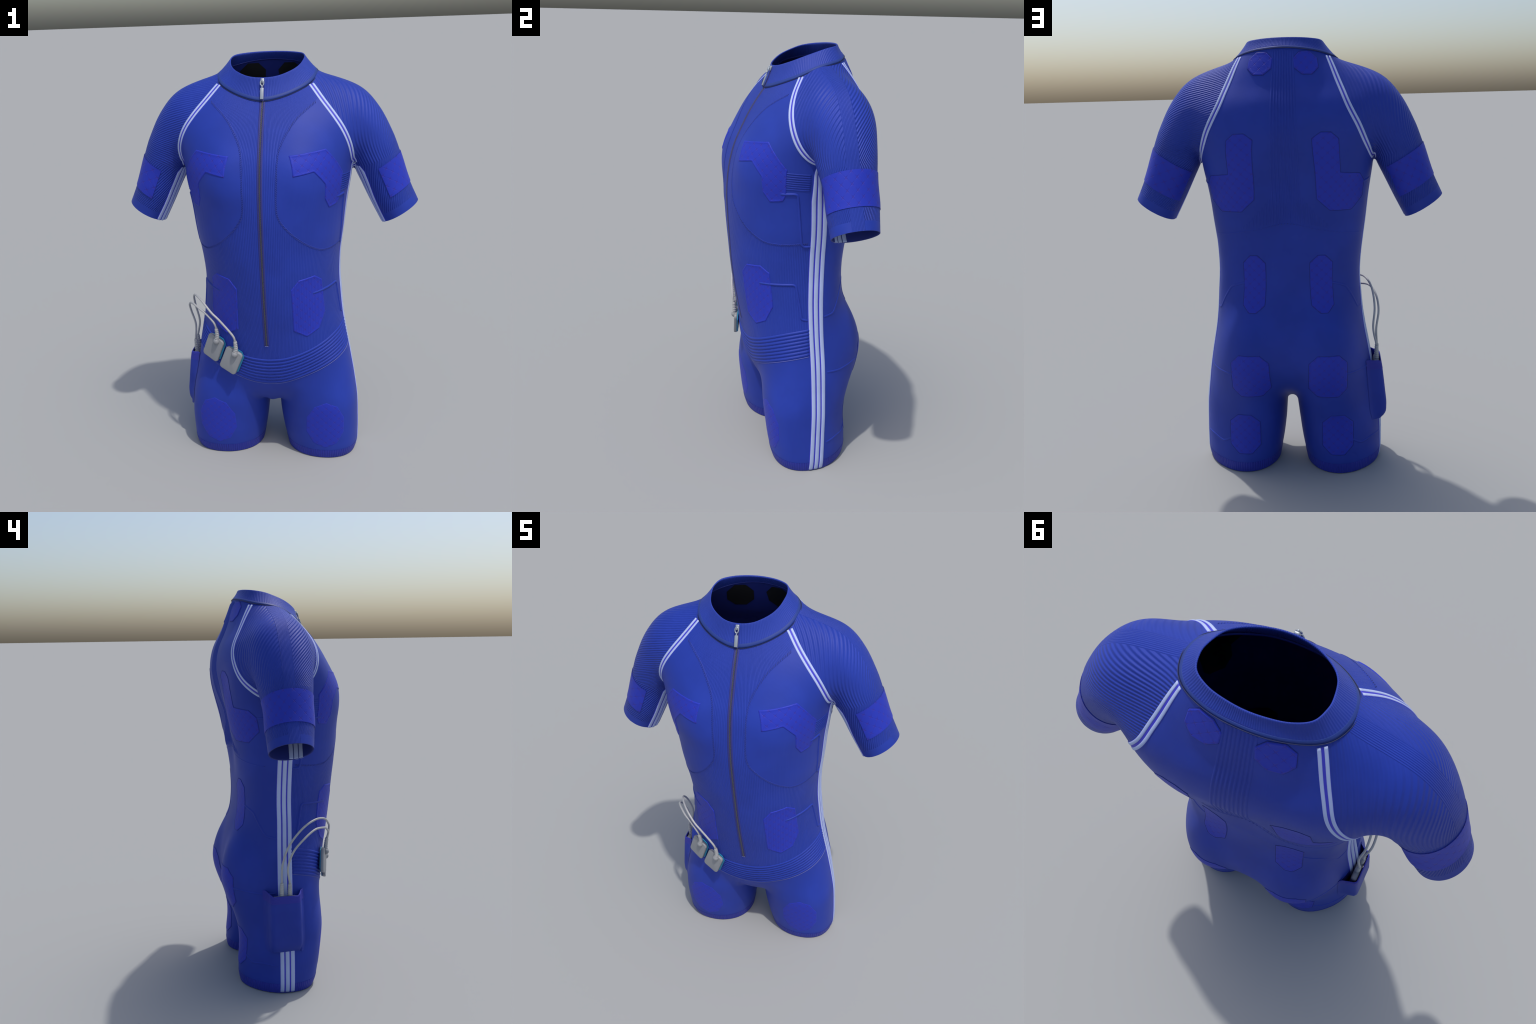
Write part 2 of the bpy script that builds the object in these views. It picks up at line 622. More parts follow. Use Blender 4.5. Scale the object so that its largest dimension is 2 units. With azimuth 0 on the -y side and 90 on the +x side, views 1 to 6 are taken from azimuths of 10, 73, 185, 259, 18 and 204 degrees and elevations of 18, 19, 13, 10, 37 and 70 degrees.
def snap(p, lift=0.0):
    loc, nor, fi, d = SURF.find_nearest(Vector(p))
    f = bm_faces_normals[fi]
    # smooth normal: inverse distance blend of the face's vertex normals
    n = Vector((0, 0, 0))
    for co, vn in f:
        n += vn / ((co - loc).length + 1e-4)
    n.normalize()
    return loc + n * lift, n


bm_faces_normals = [[(v.co.copy(), v.normal.copy()) for v in f.verts] for f in bm.faces]

# inner face of the cloth plus the turned edge at every opening
LINING = 0.005
verts = [v.co - v.normal * LINING for v in bm.verts]
n0 = len(verts)
bm.verts.index_update()
faces = [tuple(v.index for v in reversed(f.verts)) for f in bm.faces]
edge_verts = {}
for e in bm.edges:
    if len(e.link_faces) == 1:
        l = e.link_loops[0]
        i, j = l.vert.index, l.link_loop_next.vert.index
        for k in (i, j):
            if k not in edge_verts:
                edge_verts[k] = len(verts)
                verts.append(bm.verts[k].co.copy())
        faces.append((j, i, edge_verts[i], edge_verts[j]) if False else (edge_verts[j], edge_verts[i], i, j))
mesh_object("lining", verts, faces, MAT["lining"], suit)

# region cuts
arm_zone = lambda p: (np.abs(p[:, 0]) > .40) & (f_raglan(p) > .01)
cut(bm, f_raglan, lambda p: p[:, 2] > 1.44)
cut(bm, lambda p: sleeve_s(p) - .045, arm_zone)
cut(bm, lambda p: sleeve_s(p) - .102, arm_zone)
cut(bm, lambda p: sleeve_s(p) - .248, arm_zone)
in_band = lambda p: arm_zone(p) & (sleeve_s(p) > .095) & (sleeve_s(p) < .255)
BAND = (math.radians(-102), math.radians(150))
for lim in BAND:
    cut(bm, lambda p, lim=lim: (lambda d: np.where(np.abs(d) < 1.2, d * .1, np.sign(d)))((arm_angle(p) - lim + math.pi) % (2 * math.pi) - math.pi), in_band)
not_arm = lambda p: (f_raglan(p) < .004)
cut(bm, lambda p: p[:, 2] - HEM_Z)
cut(bm, f_cup, not_arm)
bm.normal_update()
bm.verts.index_update()

c = face_centres(bm)
rag = (f_raglan(c) > 0) & (c[:, 2] > 1.15)
rag |= (np.abs(c[:, 0]) > .41) & (c[:, 2] > 1.15)
s = sleeve_s(c)
ang = arm_angle(c)
phi = front_angle(c)
xpos = c[:, 0] >= 0
region = np.full(len(c), "", object)
is_front = c[:, 1] < side_y(c[:, 2])
wb = waist_bottom(phi)
for i in range(len(c)):
    sd = 1 if xpos[i] else -1
    if rag[i]:
        if s[i] < .045:
            r = ("sleeve_cuff", sd)
        elif .102 < s[i] < .248 and BAND[0] < ang[i] < BAND[1]:
            r = ("electrode_armband", sd)
        else:
            r = ("sleeve", sd)
    elif c[i, 2] < HEM_Z:
        r = ("leg_hem", sd)
    elif c[i, 2] < wb[i]:
        r = ("shorts_leg", sd)
    elif is_front[i]:
        r = ("chest_panel", sd) if f_cup(c[i:i + 1])[0] > 0 else ("front_panel", 0)
    else:
        r = ("back_panel", 0)
    region[i] = r
BODY_MAT = {"sleeve_cuff": MAT["cuff"], "leg_hem": MAT["hem"], "shorts_leg": MAT["fabric"], "chest_panel": MAT["fabric"],
            "front_panel": MAT["front"], "back_panel": MAT["fabric"], "sleeve": MAT["sleeve"], "electrode_armband": MAT["band"]}
RAISE = {"electrode_armband": .0030, "leg_hem": .0012}
bm.faces.ensure_lookup_table()
bm.verts.ensure_lookup_table()
groups = {}
for f, r in zip(bm.faces, region):
    groups.setdefault(r, []).append(f)
for (name, sd), fl in sorted(groups.items(), key=lambda kv: str(kv[0])):
    index, verts, normals, faces = {}, [], [], []
    lift = RAISE.get(name, 0.0)
    for f in fl:
        row = []
        for v in f.verts:
            if v.index not in index:
                index[v.index] = len(verts)
                verts.append(v.co + v.normal * lift)
                normals.append(v.normal.copy())
            row.append(index[v.index])
        faces.append(tuple(row))
    if lift:                                  # turned-down edge of a raised region
        count, back = {}, {vi: k for k, vi in index.items()}
        for q in faces:
            for i in range(len(q)):
                count[(q[i], q[(i + 1) % len(q)])] = 1
        low = {}
        for (i, j) in list(count):
            if (j, i) not in count:
                for k in (i, j):
                    if k not in low:
                        low[k] = len(verts)
                        verts.append(bm.verts[back[k]].co - bm.verts[back[k]].normal * .001)
                        normals.append(normals[k])
                faces.append((j, i, low[i], low[j]))
    mat = BODY_MAT[name]
    if isinstance(mat, dict):
        mat = mat[sd]
    ob = mesh_object(name, verts, faces, mat, suit)
    ob.data.normals_split_custom_set_from_vertices([tuple(q) for q in normals])
bm.free()


# ------------------------------------------------------------------ things laid on the surface
def curve_points(ctrl, step=0.008, closed=False):
    """Catmull-Rom through control points, resampled at equal steps."""
    P = [Vector(p) for p in ctrl]
    n = len(P)
    out = []
    segs = n if closed else n - 1
    for i in range(segs):
        p1, p2 = P[i], P[(i + 1) % n]
        p0 = P[i - 1] if (i > 0 or closed) else p1 * 2 - p2
        p3 = P[(i + 2) % n] if (i + 2 < n or closed) else p2 * 2 - p1
        for k in range(24):
            t = k / 24
            out.append(0.5 * ((2 * p1) + (p2 - p0) * t + (2 * p0 - 5 * p1 + 4 * p2 - p3) * t * t + (3 * p1 - p0 - 3 * p2 + p3) * t ** 3))
    out.append(P[0].copy() if closed else P[-1].copy())
    return resample(out, step)


def resample(pts, step):
    d = np.r_[0, np.cumsum([(pts[i + 1] - pts[i]).length for i in range(len(pts) - 1)])]
    m = max(2, int(round(d[-1] / step)) + 1)
    a = np.array([p[:] for p in pts])
    return [Vector(np.array([np.interp(t, d, a[:, k]) for k in range(3)])) for t in np.linspace(0, d[-1], m)]


def polyline(ctrl, step=0.006, corner=0.012):
    """straight legs with small rounded corners"""
    P = [Vector(p) for p in ctrl]
    out = [P[0]]
    for i in range(1, len(P) - 1):
        a = P[i] + (P[i - 1] - P[i]).normalized() * min(corner, (P[i - 1] - P[i]).length * .45)
        b = P[i] + (P[i + 1] - P[i]).normalized() * min(corner, (P[i + 1] - P[i]).length * .45)
        for k in range(6):
            t = k / 5
            out.append(a * (1 - t) ** 2 + P[i] * 2 * t * (1 - t) + b * t * t)
    out.append(P[-1])
    return resample(out, step)


def frames_on_surface(pts):
    S = [snap(p) for p in pts]
    loc = [s_[0] for s_ in S]
    nor = [s_[1] for s_ in S]
    for _ in range(3):
        nor = [(nor[max(i - 1, 0)] + nor[i] * 2 + nor[min(i + 1, len(nor) - 1)]).normalized() for i in range(len(nor))]
        loc = [loc[0]] + [(loc[i - 1] + loc[i] * 2 + loc[i + 1]) / 4 for i in range(1, len(loc) - 1)] + [loc[-1]]
    lat = []
    for i in range(len(loc)):
        t = loc[min(i + 1, len(loc) - 1)] - loc[max(i - 1, 0)]
        lat.append(nor[i].cross(t).normalized())
    return loc, nor, lat


def ribbon(name, pts, profile, material, parent=None, taper=0, width=None, base=None):
    """strip that follows the surface; profile = (sideways offset, height) pairs from right to left"""
    loc, nor, lat = base or frames_on_surface(pts)
    verts, faces = [], []
    m = len(profile)
    for i, (p, n_, l) in enumerate(zip(loc, nor, lat)):
        k = 1.0
        if taper:
            k = min(1.0, (min(i, len(loc) - 1 - i) + .3) / taper)
            k = math.sqrt(k)
        w = width(i / (len(loc) - 1)) if width else 1.0
        for o, h in profile:
            q, qn = snap(p + l * o * w)
            verts.append(q + qn * (h * k - (0.0015 if taper and k < .9 and h <= .0005 else 0)))
    for i in range(len(loc) - 1):
        for j in range(m - 1):
            a = i * m + j
            faces.append((a, a + 1, a + 1 + m, a + m))
    if not taper:
        faces.append(tuple(range(m)))
        faces.append(tuple(range((len(loc) - 1) * m, len(loc) * m))[::-1])
    ob = mesh_object(name, verts, faces, material, parent or suit)
    b = bmesh.new()
    b.from_mesh(ob.data)
    bmesh.ops.recalc_face_normals(b, faces=b.faces)
    # open strips: make sure the outside looks out
    b.faces.ensure_lookup_table()
    f = b.faces[len(b.faces) // 2]
    if f.normal.dot(snap(f.calc_center_median())[1]) < 0:
        bmesh.ops.reverse_faces(b, faces=b.faces)
    b.to_mesh(ob.data)
    b.free()
    return ob


def flat_profile(c0, half, h, bulge=0.0, k=5):
    out = [(c0 - half, -.001)]
    for i in range(k):
        u = -1 + 2 * i / (k - 1)
        out.append((c0 + half * u * .94, h + bulge * (1 - u * u)))
    out.append((c0 + half, -.001))
    return out


def mirror(pts):
    return [(-p[0], p[1], p[2]) for p in pts]


def at_angle(phi, z, cx=0.0, cy=0.03):
    """point on the torso wall, seen from the body's own axis; phi 0 = front, pi/2 = +x"""
    d = Vector((math.sin(phi), -math.cos(phi), 0))
    loc, nor, fi, dist = SURF.ray_cast(Vector((cx, cy, z)), d)
    return loc if loc is not None else Vector((cx, cy, z)) + d * .3


# --- raglan stripes
RAGLAN_F = [(.211, -.045, 1.868), (.262, -.087, 1.80), (.313, -.115, 1.737), (.354, -.122, 1.676), (.381, -.106, 1.61), (.392, -.075, 1.56),
            (.398, -.035, 1.525), (.402, -.008, 1.506)]
RAGLAN_B = [(.196, .160, 1.925), (.222, .20, 1.85), (.246, .23, 1.785), (.268, .243, 1.71), (.303, .24, 1.64), (.342, .215, 1.56), (.380, .15, 1.497),
            (.397, .08, 1.487)]
for ctrl in (RAGLAN_F, RAGLAN_B):
    for sd in (1, -1):
        pts = curve_points(ctrl if sd > 0 else mirror(ctrl))
        base = frames_on_surface(pts)
        ribbon("raglan_tape", pts, flat_profile(0, .0150, .0012), MAT["tape"], base=base)
        for o in (.0088, -.0088):
            ribbon("raglan_stripe", pts, flat_profile(o, .0052, .0020, .0010), MAT["white"], base=base)

# --- side stripes from armpit to hem and under the sleeves
for sd in (1, -1):
    ctrl = [(sd * x, float(side_y(z)), z) for x, z in
            [(.402, 1.498), (.392, 1.46), (.378, 1.38), (.355, 1.2), (.335, 1.05), (.331, .95), (.34, .85), (.36, .7), (.39, .55), (.41, .4), (.43, .2), (.433, .1), (.433, .002)]]
    pts = curve_points(ctrl, .010)
    base = frames_on_surface(pts)
    grow = lambda t: .55 + .45 * min(1.0, t / .10)
    ribbon("side_tape", pts, flat_profile(0, .0395, .0016, 0, 9), MAT["tape"], base=base, width=grow)
    for o in (-.0264, 0, .0264):
        ribbon("side_stripe", pts, flat_profile(o, .0101, .0026, .0014, 7), MAT["white"], base=base, width=grow)
    ctrl = [(sd * x, y + sd * w, z) for x, y, w, z in [(.408, -.006, .0, 1.485), (.430, .005, .006, 1.42), (.463, .016, .012, 1.36), (.498, .024, .014, 1.30), (.530, .030, .016, 1.244), (.548, .032, .016, 1.2085)]]
    pts = curve_points(ctrl, .010)
    base = frames_on_surface(pts)
    ribbon("sleeve_tape", pts, flat_profile(0, .0375, .0016, 0, 9), MAT["tape"], base=base, width=grow)
    for o in (-.0250, 0, .0250):
        ribbon("sleeve_stripe", pts, flat_profile(o, .0096, .0026, .0014, 7), MAT["white"], base=base, width=grow)
    low = tuple(q[-13:] for q in base)              # the stripes show through on the inside of the cuff
    for o in (-.0250, 0, .0250):
        ribbon("inner_sleeve_stripe", pts, [(o - .0105, -LINING), (o - .009, -LINING - .0015), (o + .009, -LINING - .0015), (o + .0105, -LINING)], MAT["white"], base=low)


# --- chest cup seams: a shallow welt with slanted stitches
def stitches(name, pts, material, spacing=.0075, length=.011, radius=.0013, slant=.9, lift=.0004):
    """row of little thread capsules, joined into one part"""
    base = frames_on_surface(resample([snap(p)[0] for p in pts], spacing))
    verts, faces = [], []
    for i, (p, n_, l) in enumerate(zip(*base)):
        t = l.cross(n_)
        d = (l * math.cos(slant) + t * math.sin(slant)).normalized()
        e = n_.cross(d)
        k = length * (.85 + .3 * rng.random())
        o = len(verts)
        for u, r in ((-.5, .35), (-.3, 1), (.3, 1), (.5, .35)):
            for a in range(6):
                w = a / 6 * 2 * math.pi
                verts.append(p + d * (u * k) + (e * math.cos(w) + n_ * math.sin(w)) * radius * r + n_ * lift)
        for j in range(3):
            for a in range(6):
                faces.append((o + j * 6 + a, o + j * 6 + (a + 1) % 6, o + j * 6 + 6 + (a + 1) % 6, o + j * 6 + 6 + a))
        faces.append(tuple(o + a for a in range(6))[::-1])
        faces.append(tuple(o + 18 + a for a in range(6)))
    ob = mesh_object(name, verts, faces, material, suit)
    ob["kind"] = "stuff"
    return ob


CUP = [(.232, -.108, 1.793), (.160, -.178, 1.735), (.120, -.218, 1.68), (.087, -.255, 1.612), (.077, -.29, 1.53), (.076, -.306, 1.461), (.076, -.315, 1.336),
       (.11, -.306, 1.269), (.176, -.275, 1.200), (.254, -.218, 1.146), (.30, -.156, 1.136), (.343, -.03, 1.148)]
for sd in (1, -1):
    pts = curve_points(CUP if sd > 0 else mirror(CUP), .008)
    ribbon("chest_seam", pts, [(-.006, -.0008), (-.0045, .0009), (-.002, .0004), (0, -.0004), (.002, .0006), (.0045, .0012), (.006, -.0008)], MAT["wire"], taper=3)
    stitches("seam_stitching", pts, MAT["stitch"], spacing=.0095, length=.014, radius=.0016, slant=.75 * sd)

# --- raised wire channels
CHANNEL_FULL = [(-.0062, -.001), (-.0048, .0022), (-.0024, .0042), (0, .0048), (.0024, .0042), (.0048, .0022), (.0062, -.001)]
WIRES = [
    [(.225, -.222, .932), (.321, -.068, .946), (.337, -.041, .795), (.338, -.046, .780), (.344, -.012, .772)],
    [(.331, -.162, 1.377), (.365, -.088, 1.381), (.343, -.055, 1.150), (.340, -.050, 1.131), (.346, -.010, 1.131)],
    [(.341, .068, .782), (.322, .122, .790), (.262, .17, .905), (.19, .195, .93)],
    [(.385, .083, .512), (.370, .154, .505), (.318, .245, .512), (.262, .29, .515)],
    [(.345, .168, 1.378), (.368, .085, 1.392)],
    [(.425, .085, .145), (.40, .16, .15), (.345, .215, .14), (.295, .245, .17)],
]
for k, w in enumerate(WIRES):
    CHANNEL = [(o, h if h < 0 else h * (1.0 if k < 2 else .5)) for o, h in CHANNEL_FULL]
    for sd in (1, -1):
        ribbon("wire_channel", polyline(w if sd > 0 else mirror(w)), CHANNEL, MAT["wire"], taper=4)

# --- ribbed waistband across the front, and short ribs beside the chest pads
RIBS = 8
edge = 1.47
for i in range(RIBS):
    u = (i + .5) / RIBS
    pts = []
    for k in range(61):
        ph = -edge + 2 * edge * k / 60
        a, b = waist_top(abs(ph)), waist_bottom(abs(ph))
        pts.append(at_angle(ph, a + (b - a) * u))
    ribbon("waistband_rib", resample(pts, .012), [(-.0078, -.0012), (-.0052, .0012), (-.0020, .0031), (.0020, .0036), (.0052, .0020), (.0078, -.0012)], MAT["fabric"])
pts = [at_angle(-edge + 2 * edge * k / 60, waist_bottom(abs(-edge + 2 * edge * k / 60)) - .002) for k in range(61)]
ribbon("waistband_piping", resample(pts, .012), [(-.0016, -.0008), (0, .0022), (.0016, -.0008)], MAT["light_thread"])
for sd in (1, -1):
    for i in range(8):
        z = 1.474 - .010 * i
        pts = [at_angle(sd * (1.10 + .30 * k / 14), z - .006 * (k / 14)) for k in range(15)]
        ribbon("side_rib", resample(pts, .008), [(-.0040, -.001), (-.0018, .0018), (.0012, .0024), (.0040, -.001)], MAT["fabric"])

# --- back: column of ribs that fans out above the arched seam
SEAM_BACK = lambda x: 1.204 - .062 * (abs(x) / .33) ** 1.5
for i in range(-13, 14):
    x = i * .0150
    lo = SEAM_BACK(x) + .004
    if abs(x) < .066:
        hi = 1.948 - .10 * abs(x)
    else:
        hi = SEAM_BACK(x) + .004 + .125 * max(0.0, 1 - (abs(x) - .060) / .15) ** 1.4 + .008
    d = 0.0
    pts = []
    for k in range(40):
        z = hi + (lo - hi) * k / 39
        xx = x * (.72 + .28 * min(1, max(0, (1.90 - z) / .45))) if abs(x) < .066 else x
        pts.append(Vector((xx, .34, z)))
    hits = []
    for p in pts:
        h = SURF.ray_cast(p, Vector((0, -1, 0)))
        if h[0] is not None:
            hits.append(h[0])
    if len(hits) > 3:
        ribbon("back_rib", resample(hits, .012), [(-.0055, -.001), (-.003, .0014), (0, .0024), (.003, .0014), (.0055, -.001)], MAT["fabric"], taper=2)
pts = [at_angle(math.pi + a * 1.30, float(SEAM_BACK(.33 * math.sin(a * 1.30)))) for a in np.linspace(-1, 1, 60)]
ribbon("back_seam", resample(pts, .010), [(-.004, -.0008), (-.002, .001), (.002, .001), (.004, -.0008)], MAT["wire"])
stitches("seam_stitching", pts, MAT["stitch"], spacing=.014, length=.008)


# --- electrode pads: polygons laid on the surface along a direction
def pad(name, azimuth, centre, polygon, material, height=.0030, rim=.0016, tilt=0.0, inside=False, parent=None):
    """azimuth 0 faces -y, 90 faces +x; polygon in metres, x to the viewer's right, y up, around centre"""
    az = math.radians(azimuth)
    out = Vector((math.sin(az), -math.cos(az), 0))
    right = Vector((math.cos(az), math.sin(az), 0))
    up = Vector((0, 0, 1))
    c0 = Vector(centre)
    hit = SURF.ray_cast(c0 + out * .5, -out)
    for back in (.5, .2, .1, .05):
        h = SURF.ray_cast(c0 + out * back, -out)
        if h[0] is not None and (h[0] - c0).length < .08:
            hit = h
            break
    c0 = hit[0]
    b = bmesh.new()
    b.faces.new([b.verts.new((x, y, 0)) for x, y in polygon])
    b.normal_update()
    xs, ys = [p[0] for p in polygon], [p[1] for p in polygon]

    def slice_by(co, no):
        bmesh.ops.bisect_plane(b, geom=b.verts[:] + b.edges[:] + b.faces[:], plane_co=co, plane_no=no, dist=1e-6)
    # rim lines parallel to every edge, then a grid
    P = [Vector((x, y)) for x, y in polygon]
    area = sum(P[i].x * P[(i + 1) % len(P)].y - P[(i + 1) % len(P)].x * P[i].y for i in range(len(P)))
    g = .009
    for k in range(1, int((max(xs) - min(xs)) / g) + 1):
        slice_by((min(xs) + k * g, 0, 0), (1, 0, 0))
    for k in range(1, int((max(ys) - min(ys)) / g) + 1):
        slice_by((0, min(ys) + k * g, 0), (0, 1, 0))
    for i in range(len(P)):
        e = (P[(i + 1) % len(P)] - P[i])
        nrm = Vector((-e.y, e.x)).normalized() * (1 if area > 0 else -1)
        for off in (.0018, .0055, .0085):
            q = P[i] + nrm * off
            slice_by((q.x, q.y, 0), (nrm.x, nrm.y, 0))
    bmesh.ops.remove_doubles(b, verts=b.verts[:], dist=2e-4)
    b.normal_update()

    def edge_distance(p):
        best = 9
        for i in range(len(P)):
            a, e = P[i], P[(i + 1) % len(P)] - P[i]
            t = max(0, min(1, (p - a).dot(e) / e.length_squared))
            best = min(best, (p - a - e * t).length)
        return best
    M = Matrix((right, up, out)).transposed().to_4x4()
    M.translation = c0
    inv = M.inverted()
    verts = {}
    for v in b.verts:
        p2 = Vector((v.co.x, v.co.y))
        w = c0 + right * v.co.x + up * v.co.y
        h = None
        for back in (.10, .05, .2):
            r = SURF.ray_cast(w + out * back, -out)
            if r[0] is not None and abs((r[0] - w).dot(out)) < .13:
                h = r[0]
                break
        if h is None:
            h = snap(w)[0]
        q, n_ = snap(h)
        d = edge_distance(p2)
        if inside:
            q = q - n_ * (LINING + .0025)
        elif d < 1e-4:
            q = q - n_ * .0008
        else:
            k = height + rim * math.exp(-((d - .0045) / .0032) ** 2)
            q = q + n_ * (k * min(1, .45 + d / .004))
        v.co = inv @ q
    if inside:
        bmesh.ops.reverse_faces(b, faces=b.faces)
    me = bpy.data.meshes.new(name)
    b.to_mesh(me)
    b.free()
    me.polygons.foreach_set("use_smooth", [True] * len(me.polygons))
    me.materials.append(material)
    ob = bpy.data.objects.new(name, me)
    COL.objects.link(ob)
    ob.parent = parent or suit
    ob.matrix_world = M
    return ob


def tube(name, pts, radius, material, parent=None, closed=False, sides=10):
    """round tube; radius may be a number or a function of 0..1"""
    n = len(pts)
    verts, faces = [], []
    prev = None
    for i, p in enumerate(pts):
        t = (pts[(i + 1) % n if closed else min(i + 1, n - 1)] - pts[(i - 1) % n if closed else max(i - 1, 0)]).normalized()
        if prev is None:
            prev = t.orthogonal().normalized()
        prev = (prev - t * prev.dot(t)).normalized()
        e = t.cross(prev)
        r = radius(i / (n - 1)) if callable(radius) else radius
        for k in range(sides):
            a = 2 * math.pi * k / sides
            verts.append(p + (prev * math.cos(a) + e * math.sin(a)) * r)
    m = n if closed else n - 1
    for i in range(m):
        for k in range(sides):
            a, b_ = i * sides + k, i * sides + (k + 1) % sides
            c_, d_ = ((i + 1) % n) * sides + (k + 1) % sides, ((i + 1) % n) * sides + k
            faces.append((a, b_, c_, d_))
    if not closed:
        faces.append(tuple(range(sides))[::-1])
        faces.append(tuple((n - 1) * sides + k for k in range(sides)))
    return mesh_object(name, verts, faces, material, parent or suit)


def outline(poly, azimuth, centre):
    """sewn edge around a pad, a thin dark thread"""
    az = math.radians(azimuth)
    out = Vector((math.sin(az), -math.cos(az), 0))
    right = Vector((math.cos(az), math.sin(az), 0))
    pts = []
    for i in range(len(poly)):
        a, b_ = Vector(poly[i]), Vector(poly[(i + 1) % len(poly)])
        k = max(2, int((b_ - a).length / .008))
        for j in range(k):
            q = a.lerp(b_, j / k)
            w = Vector(centre) + right * q.x + Vector((0, 0, q.y))
            h = SURF.ray_cast(w + out * .06, -out)
            p = h[0] if h[0] is not None and (h[0] - w).length < .12 else snap(w)[0]
            pts.append(snap(p, .0008)[0])
    return tube("pad_dark_outline", pts, .0008, MAT["stitch"], closed=True, sides=6)


def to_plane(points, azimuth, centre):
    az = math.radians(azimuth)
    r = Vector((math.cos(az), math.sin(az), 0))
    c0 = Vector(centre)
    return [((Vector(p) - c0).dot(r), p[2] - c0.z) for p in points]


def chamfered(w, h, c):
    w, h = w / 2, h / 2
    return [(-w + c, -h), (w - c, -h), (w, -h + c), (w, h - c), (w - c, h), (-w + c, h), (-w, h - c), (-w, -h + c)]


# corner points on the wearer's left half; the right half is the mirror image
CHEST = [(.143, -.283, 1.582), (.288, -.205, 1.601), (.354, -.137, 1.489), (.345, -.139, 1.372), (.334, -.15, 1.346), (.296, -.195, 1.337), (.279, -.224, 1.383),
         (.277, -.227, 1.450), (.226, -.254, 1.509), (.143, -.296, 1.493)]
ABDOMEN = [(.165, -.264, 1.010), (.236, -.219, 1.021), (.266, -.183, .992), (.277, -.162, .825), (.249, -.185, .747), (.192, -.215, .713), (.133, -.243, .750), (.128, -.274, .965)]
LAT = [(-.157, .297, 1.604), (-.2, .286, 1.603), (-.231, .275, 1.575), (-.240, .256, 1.430), (-.325, .196, 1.420), (-.344, .162, 1.385), (-.337, .149, 1.315),
       (-.285, .188, 1.258), (-.194, .238, 1.260), (-.142, .268, 1.315), (-.123, .304, 1.578)]
for sd in (1, -1):
    for pts, az, mat in ((CHEST, 45, "pad"), (ABDOMEN, 38, "pad_ribbed")):
        P3 = pts if sd > 0 else mirror(pts)[::-1]
        c0 = tuple(np.mean(np.array(P3), 0))
        poly = to_plane(P3, az * sd, c0)
        pad("electrode_pad", az * sd, c0, poly[::-1], MAT[mat], height=.0016, rim=.0016)
        pad("inner_electrode", az * sd, c0, poly[::-1], MAT["pad_inner"], inside=True)
    P3 = mirror(LAT) if sd > 0 else LAT
    az = 180 - 32 * sd
    c0 = tuple(np.mean(np.array(P3), 0))
    poly = to_plane(P3, az, c0)
    if sd < 0:
        poly = poly[::-1]
    pad("electrode_pad", az, c0, poly, MAT["pad"], height=.0011, rim=.0004)
    outline(poly, az, c0)
    pad("inner_electrode", az, c0, poly, MAT["pad_inner"], inside=True)
    oct_ = [(.052 * math.cos(a) * 1.10, .052 * math.sin(a)) for a in [math.radians(22 + 45 * k) for k in range(8)]]
    pad("electrode_pad", 180 - 20 * sd, (sd * .098, .22, 1.890), oct_, MAT["pad"], height=.0030, rim=.0010)
    pad("inner_electrode", 180 - 20 * sd, (sd * .098, .22, 1.890), [(1.2 * a_, 1.2 * b_) for a_, b_ in oct_], MAT["pad_inner"], inside=True)
    pad("electrode_pad", 180 - 25 * sd, (sd * .150, .21, .925), chamfered(.102, .264, .034), MAT["pad"], height=.0013, rim=.0004)
    pad("electrode_pad", 180 - 8 * sd, (sd * .179, .30, .507), chamfered(.176, .212, .040), MAT["pad"], height=.0014, rim=.0004)
    pad("electrode_pad", 180 + 0 * sd, (sd * .219, .25, .195), chamfered(.146, .200, .042), MAT["pad"], height=.0013, rim=.0004)
    for spec in ((180 - 20 * sd, (sd * .098, .22, 1.890), oct_), (180 - 25 * sd, (sd * .150, .21, .925), chamfered(.102, .264, .034)),
                 (180 - 8 * sd, (sd * .179, .30, .507), chamfered(.176, .212, .040)), (180, (sd * .219, .25, .195), chamfered(.146, .200, .042))):
        outline(spec[2], spec[0], spec[1])
    thigh = [(.098 * math.cos(a), .138 * math.sin(a)) for a in [math.radians(18 + 36 * k) for k in range(10)]]
    pad("electrode_pad", 14 * sd, (sd * .275, -.16, .205), thigh, MAT["pad"], height=.0008, rim=.0)

# --- collar
def mirrored_loop(half):
    return [Vector(p) for p in half] + [Vector((-p[0], p[1], p[2])) for p in half[-2:0:-1]]


def loop_points(half, n=128):
    ctrl = mirrored_loop(half)
    dense = curve_points(ctrl, .002, closed=True)[:-1]
    ang = np.array([math.atan2(p.x, -(p.y - .04)) for p in dense])
    o = np.argsort(ang)
    a = np.array([dense[i][:] for i in o])
    ang = ang[o]
    want = np.linspace(-math.pi, math.pi, n, endpoint=False)
    return [Vector([np.interp(w, ang, a[:, k], period=2 * math.pi) for k in range(3)]) for w in want]


seam_loop = loop_points(COLLAR_SEAM)
top_loop = loop_points(COLLAR_TOP)
seam_on = [snap(p)[0].lerp(p, .1) for p in seam_loop]
for _ in range(8):
    seam_on = [(seam_on[i - 1] + seam_on[i] * 2 + seam_on[(i + 1) % len(seam_on)]) / 4 for i in range(len(seam_on))]
centre = Vector((0, .04, 1.9))


def outward(p):
    return Vector((p.x, p.y - .04, 0)).normalized()


def collar_ring(u, inset=0.0):
    ring = []
    for a, b_ in zip(seam_on, top_loop):
        p = a.lerp(b_, u)
        o = outward(p)
        p = p + o * (.0035 - inset) + (o * -.010 + Vector((0, 0, .004))) * math.sin(math.pi * u) * 0.3
        ring.append(p)
    return ring


